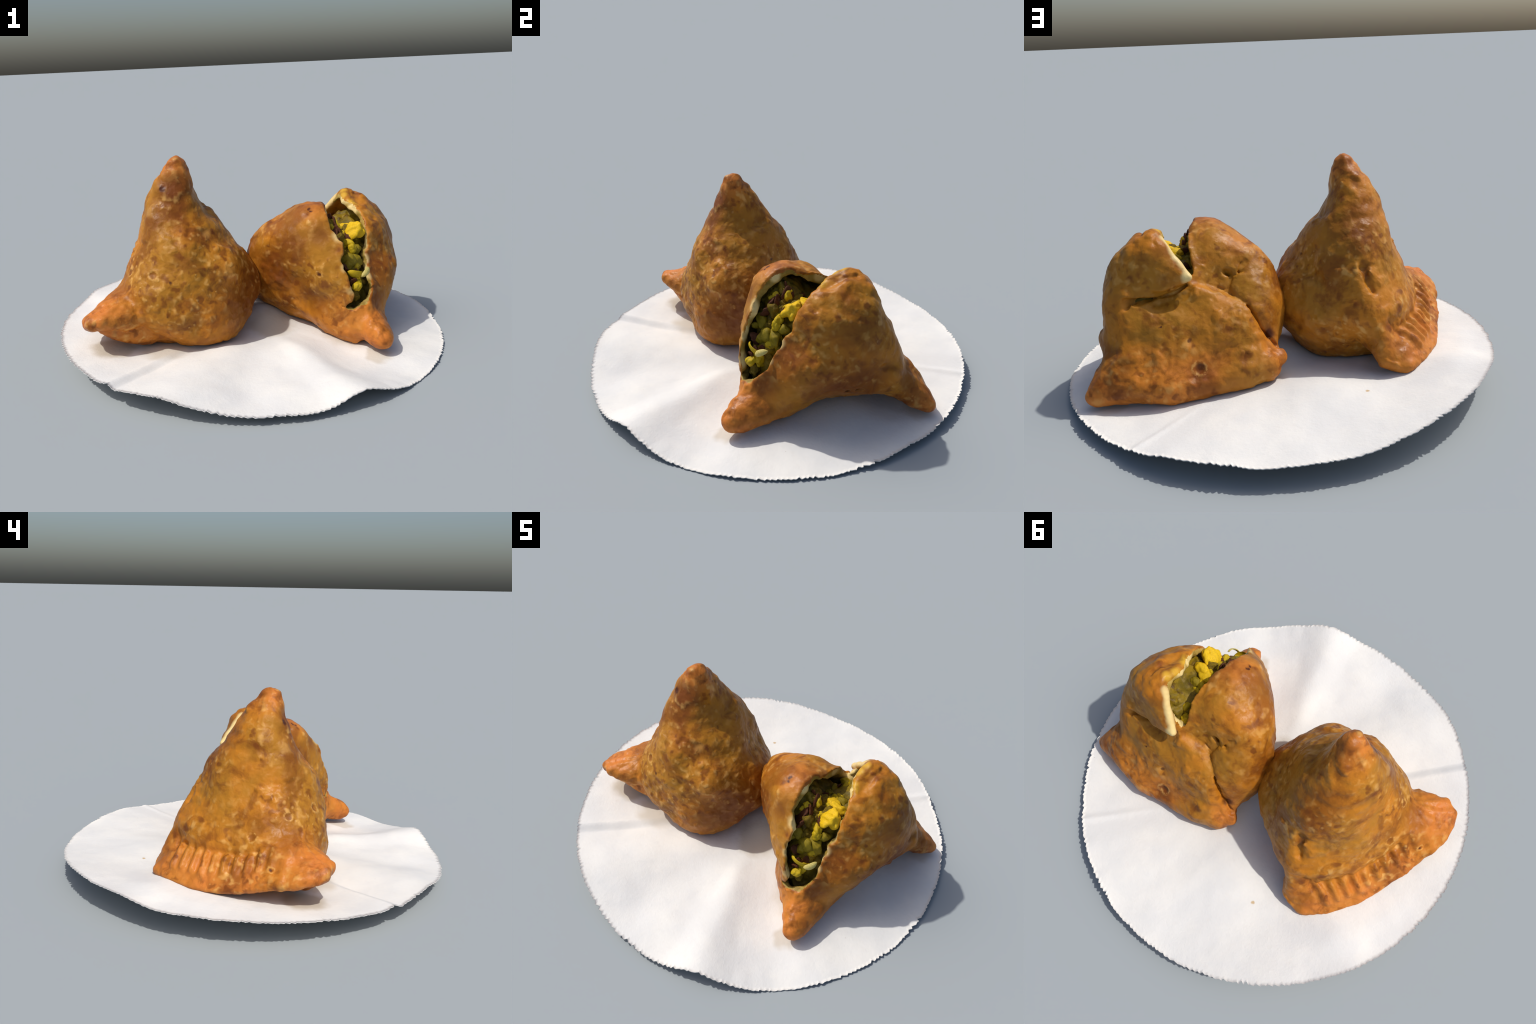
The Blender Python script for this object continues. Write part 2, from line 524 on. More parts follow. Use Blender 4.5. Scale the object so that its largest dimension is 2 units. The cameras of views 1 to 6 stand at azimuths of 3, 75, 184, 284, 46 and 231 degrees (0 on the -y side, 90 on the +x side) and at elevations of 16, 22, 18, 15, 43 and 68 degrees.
# ----------------------------------------------------------------------------
# THE WHOLE PASTRY
# ----------------------------------------------------------------------------
WHOLE_BASE = np.array([-.36, -.08, .06])
whole_body = Loft((-.33, -.08, .34), (.02, -.087, .639), [
    (-90, .299),
    (-65, [.325, .32, .315, .31, .305, .305, .31, .315, .32, .32, .32, .315, .32, .325]),
    (-45, [.35, .35, .33, .32, .31, .31, .32, .335, .34, .345, .34, .34, .345, .355]),
    (-28, [.345, .345, .34, .33, .325, .31, .33, .345, .365, .365, .36, .39, .41, .385]),
    (-10, [.39, .37, .33, .325, .37, .355, .33, .33, .37, .39, .39, .365, .385, .36]),
    (10, [.36, .345, .305, .305, .335, .305, .295, .295, .325, .375, .37, .35, .35, .35]),
    (30, [.335, .31, .29, .32, .325, .31, .295, .3, .32, .345, .35, .355, .365, .365]),
    (48, [.345, .33, .325, .355, .375, .36, .34, .33, .345, .36, .385, .38, .36, .345]),
    (62, [.37, .375, .38, .4, .415, .425, .415, .405, .41, .42, .405, .395, .39, .38]),
    (73, [.39, .395, .415, .46, .495, .505, .51, .51, .5, .48, .455, .435, .425, .41]),
    (82, [.48, .49, .52, .555, .59, .595, .59, .59, .59, .565, .54, .52, .51, .49]),
    (86.5, [.605, .61, .62, .63, .64, .64, .64, .64, .64, .635, .63, .62, .615, .605]),
    (90, .652)])
# the crimped seam: a flat lip between an outer edge and the line where it leaves the body
seam_edge = dense([(-.50, .30, .16, .045), (-.57, .31, .13, .04), (-.65, .235, .125, .03), (-.695, .14, .13, .025), (-.725, .04, .135, .025),
                   (-.74, -.04, .15, .025), (-.755, -.14, .17, .025), (-.77, -.3, .215, .025), (-.765, -.4, .238, .033), (-.745, -.455, .25, .037),
                   (-.715, -.488, .265, .037), (-.67, -.492, .275, .037)], 1)
seam_root = dense([(-.43, .175, .275, .055), (-.46, .145, .28, .055), (-.495, .095, .285, .06), (-.525, .045, .29, .06), (-.535, -.01, .285, .055),
                   (-.555, -.065, .29, .055), (-.58, -.13, .295, .055), (-.61, -.24, .31, .055), (-.62, -.31, .30, .06), (-.615, -.37, .29, .06),
                   (-.605, -.405, .285, .055), (-.58, -.42, .265, .06)], 1)
seam = strip(seam_edge, seam_root) + strip(*[np.array([(-.67, -.45, .235, .035), (-.62, -.40, .19, .05), (-.52, -.34, .16, .065)])] * 2)
under_foot = dense([(-.40, .03, .19, .14), (-.24, .02, .19, .14), (-.22, -.18, .19, .14), (-.42, -.2, .19, .14)], 4)
rear_ridge = dense([(-.485, .285, .20, .045), (-.455, .25, .28, .048), (-.425, .205, .38, .04), (-.375, .15, .50, .04)], 5)

WHOLE_RINGS = [((-.435, -.39, .461), .028), ((-.637, -.154, .362), .026), ((-.349, -.40, .36), .02), ((-.56, -.30, .45), .024),
               ((-.40, .02, .62), .022), ((-.47, -.12, .72), .02), ((-.745, -.266, .267), .017)]
WHOLE_FEATURES = [
    ([(-.094, -.316, .453)], .045, .022),                                   # big boil on the front
    ([(-.06, -.28, .46)], .05, .012),
    ([(-.185, -.375, .47), (-.20, -.34, .55)], .05, -.016),                 # hollow beside it
    ([(-.182, -.27, .63)], .035, -.008),
    ([(-.137, -.285, .56), (-.08, -.26, .55)], .02, .010),
    ([(-.448, -.247, .73)], .035, .016),                                    # blister near the neck
    ([(-.40, -.30, .80)], .022, .010),
    ([(-.42, -.17, .79)], .03, .010),
    ([(-.25, -.17, .80), (-.24, -.11, .80)], .03, -.012),                   # neck
    ([(-.255, -.14, .845)], .018, .008),
    ([(-.36, -.27, .77), (-.27, -.29, .75), (-.20, -.24, .745)], .02, -.007),
    ([(-.395, .17, .53), (-.43, .205, .42), (-.48, .215, .30)], .022, -.022),  # fold that runs down to the seam
    ([(-.44, .155, .50), (-.485, .16, .40), (-.52, .16, .33)], .03, .012),
    ([(-.62, .20, .19), (-.66, .12, .19), (-.68, .05, .19)], .05, .010),
    ([(-.24, .125, .55)], .045, .008),
    ([(-.30, -.40, .24)], .05, .012),
    ([(-.15, -.36, .20)], .06, .010),
]
SEAM_TOP_LINE = [(-.56, .20, .27), (-.60, .145, .275), (-.625, .09, .28), (-.645, .03, .282), (-.655, -.046, .28), (-.662, -.11, .285), (-.668, -.194, .31)]
SEAM_LIP_LINE = [(-.60, .29, .185), (-.68, .20, .165), (-.715, .10, .165), (-.745, .0, .175), (-.765, -.10, .195), (-.78, -.22, .23)]

def whole_pastry(P, parts=False):
    core = whole_body.distance(P)
    flat = np.full(len(P), 9.0)
    m = (P[:, 0] < -.28)
    flat[m] = sheet_distance(P[m], seam)
    if parts:
        return core, flat
    F = smin(core, flat, .05)
    F = smin(smin(F, chain_distance(P, rear_ridge), .04), chain_distance(P, under_foot), .03)
    if m.any():
        q = P[m]
        onlip = smoothstep(.05, -.01, flat[m] - core[m]) * smoothstep(-.32, -.18, q[:, 1]) * smoothstep(.29, .2, q[:, 1])
        onlip = onlip * smoothstep(.04, .08, polyline_distance(q, [p[:3] for p in seam_edge]))
        onlip = onlip * smoothstep(.32, .26, q[:, 2] + .12 * np.clip(-q[:, 1] - .12, 0, 1) * -3)
        phase = (q[:, 1] + .22 * q[:, 0] + .006 * noise(q, 12, 31)) / .056
        F[m] += onlip * (.0095 * np.cos(2 * np.pi * phase) - .008)
        # fine fan of wrinkles on the free corner
        corner = smoothstep(.22, .10, np.linalg.norm(q - [-.72, -.44, .27], axis=1))
        ang = np.arctan2(q[:, 1] + .36, q[:, 0] + .56)
        F[m] += corner * .0025 * np.cos(ang * 16 + 2 * noise(q, 8, 33))
    F = apply_features(P, F, WHOLE_FEATURES + [(SEAM_TOP_LINE, .017, -.013), (SEAM_LIP_LINE, .012, -.004)])
    F = rim_blisters(P, F, WHOLE_RINGS)
    F = F + lumps(P, 40)
    apex = smoothstep(.62, .80, P[:, 2])
    F = F + apex * .003 * np.sin(P[:, 2] * 95 + 4 * noise(P, 7, 50))
    return resting(P, F)

def build_whole():
    V, Q = mesh_solid(whole_pastry, (-.86, -.60, .0), (.12, .42, 1.03), .0070)
    N = normals_of(V, Q)
    top = thing("whole_samosa", WHOLE_BASE, "whole golden brown fried samosa with a crimped seam", "samosa")
    mat = fried_dough("fried_dough_whole", WHOLE_BASE,
        tips=[((-.31, -.167, .98), .17, .8), ((-.72, -.45, .27), .25, 1.0), ((-.74, -.15, .18), .16, .9), ((-.70, .05, .16), .18, .85), ((-.60, .26, .16), .2, .8), ((-.50, -.40, .12), .2, .5)],
        darks=[((-.638, -.222, .355), .012), ((-.349, -.421, .427), .013), ((-.117, .007, .554), .016), ((-.39, -.232, .842), .022),
               ((-.745, -.266, .267), .012), ((-.13, .02, .52), .012)],
        rings=WHOLE_RINGS,
        pales=[((-.448, -.247, .73), .04, .35), ((-.094, -.316, .453), .05, .3), ((-.182, -.268, .629), .035, .3), ((-.52, -.10, .44), .05, .25),
               ((-.50, -.22, .43), .035, .4), ((-.24, .125, .55), .02, .6)],
        browns=[((-.33, -.24, .84), .14, .9), ((-.02, -.16, .30), .28, .8), ((-.10, -.33, .27), .16, .55), ((-.26, .15, .53), .11, .6), ((-.56, .27, .17), .08, .5),  # neck and lower-right spots: frying colour plus shade darkened into the crust
                ((-.47, .24, .28), .07, .9), ((-.40, .17, .50), .05, .6), ((-.40, -.28, .70), .08, .5)],
        olives=[((-.25, -.38, .47), .20, .9), ((-.15, -.12, .70), .25, .8), ((-.25, .12, .62), .25, .7), ((-.35, .12, .45), .2, .5)])
    fc = V[Q].mean(1)
    core, flat = whole_pastry(fc, True)
    lip = (flat < core) & (fc[:, 0] < -.45)
    part_mesh("pastry_body", V, Q, N, ~lip, mat, top, WHOLE_BASE)
    part_mesh("crimped_seam", V, Q, N, lip, mat, top, WHOLE_BASE)

# ----------------------------------------------------------------------------
# THE TORN PASTRY
# ----------------------------------------------------------------------------
TORN_BASE = np.array([.38, .10, .05])
torn_body = Loft((.38, .05, .36), (0, 0, 1), [
    (-90, .325),
    (-60, [.33, .33, .35, .37, .385, .385, .37, .35, .33, .315, .305, .32, .36, .4, .385, .355]),
    (-40, [.335, .345, .395, .42, .415, .415, .415, .4, .36, .315, .29, .305, .38, .48, .445, .37]),
    (-20, [.365, .405, .48, .44, .405, .4, .425, .445, .395, .32, .275, .265, .33, .43, .41, .39]),
    (0, [.385, .415, .465, .395, .34, .34, .37, .415, .415, .325, .275, .27, .33, .395, .335, .375]),
    (18, [.375, .43, .435, .305, .28, .27, .27, .36, .395, .35, .305, .305, .345, .37, .3, .33]),
    (36, [.39, .43, .435, .35, .285, .24, .23, .295, .375, .37, .35, .345, .355, .36, .325, .35]),
    (54, [.38, .41, .44, .39, .285, .25, .265, .31, .345, .36, .375, .39, .38, .36, .345, .355]),
    (72, [.345, .36, .365, .335, .3, .29, .305, .33, .345, .35, .365, .37, .37, .345, .33, .33]),
    (90, .318)], 16)
front_horn = dense([(.645, -.395, .105, .045), (.622, -.355, .125, .058), (.58, -.28, .155, .075), (.53, -.2, .20, .10)])
side_horn = dense([(.748, .52, .097, .034), (.722, .485, .125, .048), (.68, .43, .17, .066), (.6, .34, .23, .095)])
front_edge = dense([(.640, -.345, .105, .050), (.635, -.27, .118, .054), (.622, -.17, .145, .06), (.60, -.06, .18, .07)])
fold_base = dense([(-.02, .30, .17, .035), (.04, .335, .15, .07), (.14, .375, .14, .08), (.28, .43, .115, .07), (.42, .475, .11, .07),
                   (.55, .49, .122, .062), (.68, .50, .108, .047)], 1)
fold_top = np.array([.36, .22, .40, .06])
back_fold = [(p, q, fold_top) for p, q in zip(fold_base[:-1], fold_base[1:])]

# the two torn lips of the opening, from the crotch at the back, over the top and down the front
LEFT_LIP = [(.35, .24, .575), (.37, .17, .625), (.38, .126, .645), (.393, .066, .68), (.40, .01, .68), (.385, -.045, .707), (.40, -.09, .70),
            (.40, -.137, .68), (.41, -.185, .65), (.41, -.212, .614), (.442, -.225, .58), (.465, -.243, .55), (.462, -.27, .50), (.45, -.287, .47),
            (.475, -.297, .43), (.49, -.305, .39), (.497, -.312, .35), (.513, -.319, .30), (.505, -.32, .27), (.46, -.317, .231)]
RIGHT_LIP = [(.36, .275, .56), (.43, .264, .645), (.462, .24, .684), (.48, .2, .709), (.495, .13, .71), (.515, .075, .69), (.55, .036, .67),
             (.565, .0, .635), (.57, -.03, .60), (.575, -.06, .57), (.59, -.10, .487), (.58, -.12, .455), (.585, -.167, .41), (.598, -.184, .374),
             (.611, -.216, .329), (.595, -.256, .291), (.577, -.265, .262), (.52, -.31, .235)]
# the flap that has curled off the right lobe and hangs over the back fold
FLAP_PEAK, FLAP_TOOTH, FLAP_ROOT, FLAP_LOW = (.508, .205, .712, .018), (.358, .290, .545, .018), (.59, .310, .505, .022), (.465, .318, .508, .016)
FLAP_MID = (.47, .282, .60, .020)
torn_flap = [(FLAP_PEAK, FLAP_TOOTH, FLAP_MID), (FLAP_TOOTH, FLAP_LOW, FLAP_MID), (FLAP_LOW, FLAP_ROOT, FLAP_MID), (FLAP_PEAK, FLAP_MID, FLAP_ROOT)]
OPEN_DIR = np.array([.16, -.24, .22]); OPEN_DIR = OPEN_DIR / np.linalg.norm(OPEN_DIR)
OPEN_U = np.cross([0, 0, 1.0], OPEN_DIR); OPEN_U /= np.linalg.norm(OPEN_U)
OPEN_V = np.cross(OPEN_DIR, OPEN_U)

def unroll(P):
    d = np.asarray(P, float) - torn_body.c
    d = d / np.maximum(np.linalg.norm(d, axis=1, keepdims=True), 1e-9)
    c = d @ OPEN_DIR
    s = np.stack([d @ OPEN_U, d @ OPEN_V], 1)
    return s * (np.arccos(np.clip(c, -1, 1)) / np.maximum(np.linalg.norm(s, axis=1), 1e-6))[:, None], c

OUTLINE, _ = unroll(np.array(LEFT_LIP + RIGHT_LIP[::-1]))

def opening(P):
    """< 0 inside the tear"""
    q, c = unroll(P)
    d = np.full(len(q), 9.0); inside = np.zeros(len(q), bool)
    for a, b in zip(OUTLINE, np.roll(OUTLINE, -1, 0)):
        ab = b - a
        t = np.clip(((q - a) @ ab) / (ab @ ab), 0, 1)
        np.minimum(d, np.linalg.norm(q - a - t[:, None] * ab, axis=1), out=d)
        hit = (a[1] > q[:, 1]) != (b[1] > q[:, 1])
        with np.errstate(divide="ignore", invalid="ignore"):
            x = a[0] + (q[:, 1] - a[1]) * ab[0] / ab[1]
        inside ^= hit & (q[:, 0] < x)
    g = np.where(inside, -d, d) * np.maximum(np.linalg.norm(P - torn_body.c, axis=1), .1)
    return np.where(c < -.3, .5, g) + .009 * noise(P, 26, 61) + .0045 * noise(P, 58, 62)

FLAP_EDGE = [(.36, .285, .53), (.402, .304, .506), (.441, .313, .494), (.491, .322, .482), (.545, .322, .475), (.60, .34, .478)]
TORN_RINGS = [((.303, .458, .194), .032), ((.62, .40, .17), .02), ((.35, -.27, .40), .02)]
TORN_FEATURES = [
    ([(.60, .475, .24)], .085, .024), ([(.74, .37, .27)], .065, .022), ([(.42, -.29, .27), (.275, -.17, .22)], .06, -.022), ([(.22, .40, .24)], .10, -.016), ([(.31, .37, .39)], .07, -.014),
    ([tuple(np.array(p) + [.01, .01, .035]) for p in FLAP_EDGE], .03, .008),                 # folded flap overhangs ...
    ([tuple(np.array(p) + [0, .0, -.035]) for p in FLAP_EDGE[:4]], .030, -.025),                 # ... a deep crease
    ([(.60, .35, .54), (.585, .365, .49), (.60, .39, .45)], .018, -.022),
    ([(.625, .365, .49)], .03, .018),
    ([(.35, .26, .53), (.28, .23, .49), (.215, .208, .457), (.13, .245, .40), (.05, .28, .33), (.02, .28, .27)], .020, -.020),
    ([(.33, .29, .50), (.24, .26, .44), (.15, .285, .37), (.07, .32, .29)], .035, .012),
    ([(.126, .119, .56), (.145, .135, .535), (.155, .15, .515)], .010, -.020),
    ([(.22, .15, .52), (.19, .158, .50), (.205, .20, .465)], .014, -.022),
    ([(.12, .17, .49)], .07, .010),
    ([(.525, .19, .705)], .032, .018), ([(.61, .15, .70)], .04, .014), ([(.565, .21, .70), (.57, .12, .70), (.575, .06, .67)], .020, -.014), ([(.55, .05, .665), (.62, .03, .63)], .022, .010), ([(.575, .01, .63), (.64, .0, .60)], .018, -.010),
    ([(.70, .25, .61)], .05, .012), ([(.70, .20, .56), (.69, .12, .60), (.64, .05, .62)], .025, -.009),
    ([(.72, .27, .40)], .03, -.010), ([(.765, .33, .29)], .03, .012), ([(.755, .28, .34), (.74, .34, .33)], .015, -.010),
    ([(.42, .50, .15)], .07, .012), ([(.60, .50, .16)], .06, .014), ([(.10, .37, .24)], .06, .008),
    ([(.30, .46, .19), (.33, .47, .15)], .025, -.014),
    ([(.342, .411, .305)], .022, -.009), ([(.471, .40, .373)], .012, -.007),
    ([(.62, -.20, .47)], .035, .010), ([(.60, -.25, .38)], .03, .008), ([(.66, .02, .50)], .04, .009), ([(.62, -.10, .53), (.66, -.06, .50)], .02, -.008),
    ([(.70, .13, .24)], .025, -.012),
    ([(.312, -.133, .70)], .02, -.006), ([(.311, -.195, .65)], .016, .006),
    ([(.47, -.25, .57), (.48, -.255, .53)], .03, .010),
    ([(.52, -.27, .22), (.60, -.26, .21)], .03, -.010),
]
SHELL = .034

def slot(outer, depth, r):
    """triangles of a thin cut running from a line on the skin towards the middle of the pastry"""
    o = [np.array(p) for p in outer]
    c = np.array([.39, .06, .43])
    rows = [[np.append(p + (p - c) / np.linalg.norm(p - c) * .03, r * 1.3) for p in o], [np.append(p - (p - c) / np.linalg.norm(p - c) * depth, r * .6) for p in o]]
    return strip(*rows)

CUTS = (slot([(.622, .375, .435), (.60, .345, .462), (.545, .325, .455), (.491, .325, .462), (.441, .316, .474), (.402, .305, .488), (.37, .28, .505)], .035, .015)   # under the hanging flap
        + slot([(.30, .235, .50), (.25, .215, .475), (.215, .208, .457), (.17, .225, .43)], .020, .006)                                        # split beside the back fold
        + slot([(.13, .245, .395), (.06, .28, .335), (.03, .285, .28), (.0, .27, .22)], .035, .010)
        + slot([(.128, .12, .565), (.145, .135, .54), (.152, .15, .515)], .03, .005) + slot([(.215, .15, .52), (.19, .158, .505)], .03, .008)
        + slot([(.70, .125, .235), (.715, .16, .232), (.71, .19, .225)], .02, .009))

def torn_solid(P, detail=True):
    core = torn_body.distance(P)
    F = core
    for d, k in ((chain_distance(P, front_horn), .03), (chain_distance(P, front_edge), .03), (chain_distance(P, side_horn), .03), (sheet_distance(P, back_fold), .06)):
        F = smin(F, d, k)
    if detail:
        F = apply_features(P, F, TORN_FEATURES)
        m = np.abs(F) < .09
        F[m] = smax(F[m], -(sheet_distance(P[m], CUTS) + .004 * noise(P[m], 30, 77)), .006)
        F = rim_blisters(P, F, TORN_RINGS) + lumps(P, 70)
        F = resting(P, F)
    return F

def torn_crust(P):
    F = torn_solid(P)
    thick = SHELL * (1.1 + .35 * noise(P, 13, 81))
    S = smax(F, -(F + thick), .006)
    m = S < .05
    S[m] = smax(S[m], -opening(P[m]), .012)
    flap = sheet_distance(P, torn_flap)
    m = flap < .06
    S[m] = smin(S[m], flap[m] + .006 * noise(P[m], 17, 83), .012)
    return S

def stuffing(P):
    F = torn_solid(P, False) + .078
    F = F + .20 * np.exp(-((P - [.45, .10, .64]) ** 2).sum(1) / .11 ** 2)
    F = F + .03 * np.exp(-((P - [.49, -.19, .48]) ** 2).sum(1) / .10 ** 2)
    F = F + .045 * np.exp(-((P - [.56, -.26, .27]) ** 2).sum(1) / .06 ** 2)
    return F - .034 * np.abs(noise(P, 15, 90)) - .020 * np.abs(noise(P, 31, 91)) - .006 * noise(P, 60, 92)

def lump_mesh(name, seed, squareness, rough, stretch=(1, 1, 1)):
    bm = bmesh.new()
    bmesh.ops.create_icosphere(bm, subdivisions=4, radius=1.0)
    me = bpy.data.meshes.new(name)
    bm.to_mesh(me); bm.free()
    co = np.empty(len(me.vertices) * 3)
    me.vertices.foreach_get("co", co)
    v = co.reshape(-1, 3)
    if squareness > 3:        # a cut chunk: flat faces with worn edges
        rng = np.random.default_rng(seed)
        n = rng.normal(size=(13, 3)); n /= np.linalg.norm(n, axis=1, keepdims=True)
        h = np.clip(v @ n.T, .05, None) / rng.uniform(.62, 1.0, 13)
        k0 = 1 / (h ** 14).sum(1) ** (1 / 14)
        v = v * np.clip(k0, .4, 1.1)[:, None]
        squareness = 2
    k = (np.abs(v) ** squareness).sum(1) ** (-1.0 / squareness) if squareness != 2 else np.ones(len(v))
    k = k * (1 + rough * noise(v + seed * 7.3, 1.3, seed) + rough * .4 * noise(v, 3.1, seed + 1))
    me.vertices.foreach_set("co", (v * k[:, None] * np.array(stretch)).ravel())
    me.polygons.foreach_set("use_smooth", np.ones(len(me.polygons), bool))
    return me

def skin_mesh(name):
    """a curled pea skin: a bent, cupped strip with thickness"""
    bm = bmesh.new()
    nu, nv = 18, 12
    grid = []
    for side in (0, 1):
        rows = []
        for i in range(nu):
            u = i / (nu - 1)
            a = -1.5 + 3.0 * u
            wdt = .42 * math.sin(math.pi * (.08 + .84 * u)) ** .6
            row = []
            for j in range(nv):
                t = -1 + 2 * j / (nv - 1)
                cup = (1 - t * t) * .22 + (.10 if side else 0) * (1 - t * t * .7)
                r = 1.0 + cup
                row.append(bm.verts.new((r * math.sin(a), t * wdt, r * math.cos(a) * .55 - .3)))
            rows.append(row)
        grid.append(rows)
    for s, rows in enumerate(grid):
        for i in range(nu - 1):
            for j in range(nv - 1):
                f = (rows[i][j], rows[i + 1][j], rows[i + 1][j + 1], rows[i][j + 1])
                bm.faces.new(f if s else f[::-1])
    a, b = grid
    loop = [(0, j) for j in range(nv)] + [(i, nv - 1) for i in range(1, nu)] + [(nu - 1, j) for j in range(nv - 2, -1, -1)] + [(i, 0) for i in range(nu - 2, 0, -1)]
    for p, q in zip(loop, loop[1:] + loop[:1]):
        bm.faces.new((a[p[0]][p[1]], a[q[0]][q[1]], b[q[0]][q[1]], b[p[0]][p[1]]))
    bmesh.ops.recalc_face_normals(bm, faces=bm.faces)
    for f in bm.faces:
        f.smooth = True
    me = bpy.data.meshes.new(name)
    bm.to_mesh(me); bm.free()
    return me

def build_torn():
    top = thing("torn_samosa", TORN_BASE, "fried samosa torn open showing potato and pea filling", "samosa")
    V, Q = mesh_solid(torn_crust, (-.12, -.50, -.02), (.86, .66, .80), .0070, band=2.0, snap=2)
    N = normals_of(V, Q)
    spots = dict(
        tips=[((.65, -.41, .10), .24, 1.0), ((.77, .55, .08), .24, .9), ((-.05, .31, .18), .18, .7), ((.45, .50, .12), .25, .5), ((.25, .44, .13), .2, .5),
              ((.50, -.24, .14), .2, .6), ((.33, -.10, .70), .16, .6)],
        darks=[((.312, -.133, .695), .014), ((.32, -.15, .69), .010), ((.30, .455, .20), .022), ((.342, .411, .305), .016), ((.471, .40, .38), .008), ((.469, .402, .362), .008),
               ((.70, .13, .23), .03), ((.35, -.27, .40), .014), ((.11, .06, .56), .010), ((.62, .385, .47), .02), ((.205, .205, .46), .012), ((.02, .27, .27), .035)],
        rings=TORN_RINGS,
        pales=[((.311, -.195, .644), .02, .5), ((.47, -.245, .57), .035, .55), ((.59, -.21, .50), .04, .35), ((.34, .28, .46), .022, .6), ((.59, -.13, .55), .03, .4)],
        browns=[((.20, -.22, .52), .16, .8), ((.12, -.14, .38), .18, .85), ((.35, -.24, .60), .09, .6), ((.66, -.14, .40), .15, .75), ((.70, .05, .30), .2, .75),
                ((.74, .20, .26), .18, .7), ((.62, -.22, .28), .1, .8), ((.30, .45, .17), .09, .7), ((.66, .0, .52), .07, .5), ((.30, -.25, .22), .14, .5), ((.04, .22, .30), .08, .6)],
        olives=[((.12, .17, .48), .17, .9), ((.55, .33, .55), .16, .7), ((.40, .38, .40), .22, .7), ((.35, -.26, .42), .16, .6)],
        creams=[(tuple(np.array(FLAP_TOOTH[:3]) * (1 - t) + np.array(FLAP_PEAK[:3]) * t + [-.012, 0, .004]), .036 - .010 * t, .75) for t in np.linspace(.12, .85, 9)] + [((.575, -.10, .49), .035, .6), ((.595, -.20, .36), .03, .5), ((.44, -.235, .585), .04, .6), ((.47, -.30, .44), .03, .5), ((.50, -.31, .33), .03, .5), ((.358, .295, .548), .042, .95), ((.585, -.15, .44), .035, .6)],
        yellows=[((.505, .17, .72), .035, .8), ((.535, .045, .685), .05, .85), ((.495, .12, .715), .04, .8), ((.565, -.01, .63), .03, .5)])
    crust = fried_dough("fried_dough_torn", TORN_BASE, blister=.7, **spots)
    n = Nodes("torn_dough_inside")
    c1 = n.mix(n.band(n.noise(7, 4, .6, .4), .36, .62), (.46, .31, .075), (.26, .17, .025))
    c1 = n.mix(n.math("MULTIPLY", n.band(n.noise(18, 3, .6), .5, .7), .5), c1, (.17, .10, .014))
    for p, r in (((.40, -.12, .68), .035), ((.47, -.29, .45), .05), ((.50, -.31, .33), .05), ((.55, .03, .66), .05), ((.51, .10, .70), .05), ((.58, -.08, .52), .05), ((.59, -.18, .38), .05), ((.38, .1, .65), .04), ((.36, .285, .54), .10), ((.40, .28, .60), .08), ((.46, -.24, .56), .06), ((.59, -.19, .50), .06)):
        c1 = n.mix(n.band(n.near(tuple(np.array(p) - TORN_BASE)), r * .4, r, .85, 0), c1, (.80, .62, .27))
    dough = n.finish(c1, .6, .25, n.bump(n.noise(45, 4, .6), .5, .006))
    fc = V[Q].mean(1)
    F = torn_solid(fc)
    flap = sheet_distance(fc, torn_flap) < .006
    inner = (F < -.010) & ~flap
    horn_f = ~inner & ~flap & (chain_distance(fc, front_horn) < torn_body.distance(fc) - .004) & (fc[:, 1] < -.2)
    horn_s = ~inner & ~flap & ~horn_f & (chain_distance(fc, side_horn) < torn_body.distance(fc) - .004) & (fc[:, 0] > .58) & (fc[:, 1] > .35)
    fold = ~inner & ~flap & ~horn_f & ~horn_s & (sheet_distance(fc, back_fold) < torn_body.distance(fc) - .004) & (fc[:, 1] > .15)
    part_mesh("pastry_crust", V, Q, N, ~(inner | flap | horn_f | horn_s | fold), crust, top, TORN_BASE)
    part_mesh("pastry_corner", V, Q, N, horn_f, crust, top, TORN_BASE)
    part_mesh("pastry_corner", V, Q, N, horn_s, crust, top, TORN_BASE)
    part_mesh("torn_flap", V, Q, N, flap, crust, top, TORN_BASE)
    part_mesh("back_fold", V, Q, N, fold, crust, top, TORN_BASE)
    part_mesh("crust_lining", V, Q, N, inner, dough, top, TORN_BASE)

    V, Q = mesh_solid(stuffing, (.10, -.36, .12), (.76, .36, .74), .0075, snap=2)
    N = normals_of(V, Q)
    mash = filling_stuff("spiced_potato_mash", (.27, .175, .010), (.12, .085, .009), (.06, .026, .010), 11)
    filling = part_mesh("filling", V, Q, N, np.ones(len(Q), bool), mash, top, TORN_BASE)

    yellow = filling_stuff("yellow_potato", (.80, .50, .010), (.66, .42, .012), (.40, .22, .02), 8, bump=.25)
    lime = filling_stuff("yellow_green_pea", (.62, .42, .010), (.42, .30, .010), (.24, .14, .010), 16, bump=.25)
    green = filling_stuff("green_pea", (.31, .225, .010), (.20, .150, .009), (.13, .07, .010), 16, bump=.3)
    red = filling_stuff("red_brown_spice", (.11, .030, .010), (.055, .018, .008), (.17, .07, .022), 14, bump=.4)
    cream = filling_stuff("pale_pea_skin", (.66, .55, .20), (.52, .42, .10), (.40, .34, .08), 8, bump=.25)

    shapes = {"potato_chunk": [lump_mesh("potato_chunk", s, 3.6, .16, st) for s, st in ((1, (1, .8, .75)), (2, (1.1, .9, .6)), (3, (.9, 1, .8)))],
              "green_pea": [lump_mesh("green_pea", s, 2.05, .24, st) for s, st in ((11, (1, .9, .8)), (12, (1.1, .85, .9)), (13, (1, 1, .7)), (14, (1.2, .8, .8)))],
              "potato_lump": [lump_mesh("potato_lump", s, 2.3, .34, st) for s, st in ((31, (1.25, .9, .8)), (32, (1, 1.2, .75)))],
              "pea_skin": [skin_mesh("pea_skin")],
              "spice_flake": [lump_mesh("spice_flake", 21, 2.4, .35, (1.2, .8, .35))]}
    variants = {}
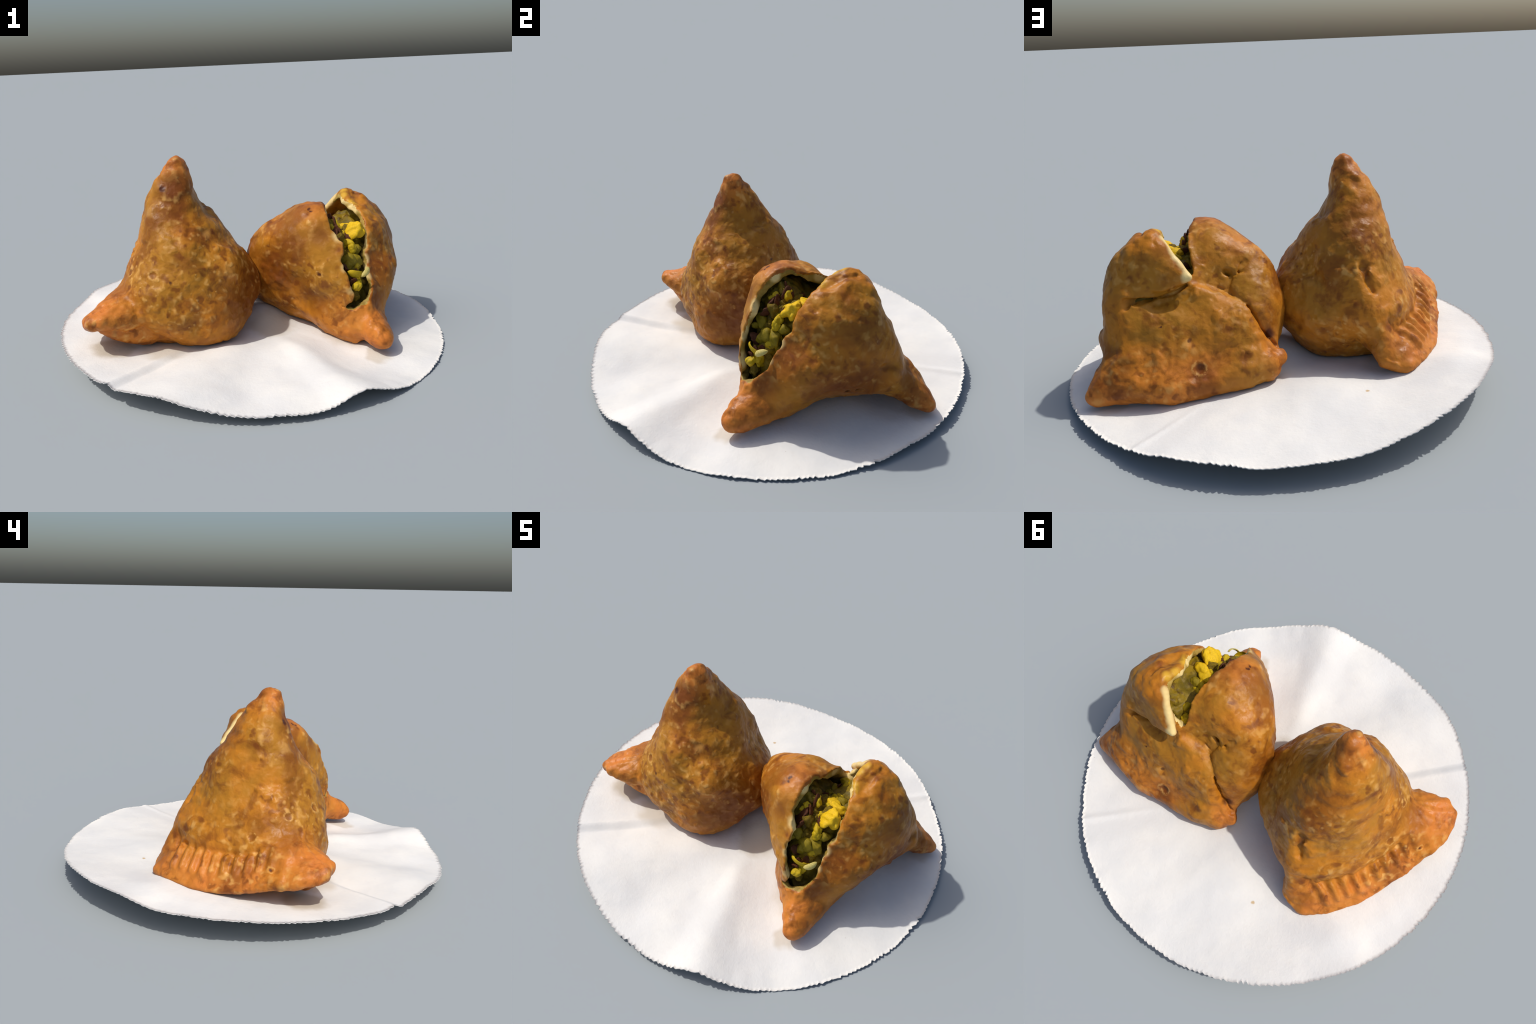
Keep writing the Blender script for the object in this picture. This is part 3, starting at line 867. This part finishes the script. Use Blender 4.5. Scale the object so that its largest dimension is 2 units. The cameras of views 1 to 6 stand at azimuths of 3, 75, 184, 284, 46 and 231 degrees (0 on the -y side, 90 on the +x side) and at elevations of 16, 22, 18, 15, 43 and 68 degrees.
    def place(kind, mat, pos, size, rot):
        meshes = shapes[kind]
        base = meshes[int(RNG.integers(len(meshes)))]
        key = (base.name, mat.name)
        if key not in variants:
            me = base.copy(); me.name = kind
            me.materials.clear(); me.materials.append(mat)
            variants[key] = me
        o = add_object(kind, variants[key], filling)
        o.location = np.array(pos) - TORN_BASE
        o.scale = (size,) * 3 if not isinstance(size, tuple) else size
        o.rotation_euler = rot
    r3 = lambda: tuple(RNG.uniform(-3, 3, 3))
    # the pieces that show in the opening
    for kind, mat, pos, size in (
            ("potato_lump", yellow, (.532, -.080, .566), .046), ("potato_chunk", mash, (.505, -.055, .545), .05), ("potato_chunk", lime, (.506, -.132, .516), .030), ("green_pea", lime, (.522, -.150, .495), .024),
            ("green_pea", green, (.486, -.185, .432), .044), ("potato_chunk", green, (.528, -.160, .438), .044), ("green_pea", lime, (.532, -.278, .337), .024),
            ("potato_lump", yellow, (.475, .000, .555), .034), ("potato_lump", yellow, (.515, -.015, .555), .036), ("green_pea", green, (.490, .050, .545), .030),
            ("green_pea", lime, (.475, -.03, .560), .022), ("spice_flake", red, (.438, -.072, .575), .042), ("spice_flake", red, (.415, -.145, .545), .046),
            ("green_pea", green, (.437, -.190, .485), .034), ("potato_chunk", mash, (.390, .00, .540), .040),
            ("green_pea", green, (.435, -.225, .465), .020), ("potato_chunk", lime, (.455, .08, .520), .036), ("potato_chunk", lime, (.430, .150, .520), .040),
            ("potato_chunk", green, (.400, .090, .530), .034), ("potato_chunk", lime, (.385, .195, .510), .030), ("green_pea", lime, (.390, -.04, .565), .020),
            ("potato_chunk", lime, (.495, -.12, .47), .034), ("green_pea", green, (.54, -.12, .48), .028)):
        place(kind, mat, pos, size, r3())
    place("pea_skin", cream, (.578, -.240, .398), (.027, .036, .036), (1.1, -.5, .9))
    place("pea_skin", lime, (.530, -.255, .395), (.036, .05, .036), (1.9, .3, .5))
    # more bits pressed into the mash behind them
    P = RNG.uniform((.36, -.30, .26), (.62, .24, .66), (12000, 3))
    P = P[opening(P) < -.012]
    f = stuffing(P)
    P = P[(f > -.014) & (f < .002)][:56]
    for p in P:
        kind = ("potato_chunk", "potato_lump", "potato_chunk", "green_pea", "green_pea", "spice_flake")[int(RNG.integers(6))]
        mat = {"potato_chunk": (lime, mash, mash, green)[int(RNG.integers(4))], "green_pea": (green, lime)[int(RNG.integers(2))], "potato_lump": (lime, mash)[int(RNG.integers(2))], "spice_flake": red}[kind]
        place(kind, mat, p, float(RNG.uniform(.016, .034)), r3())

build_whole()
build_torn()
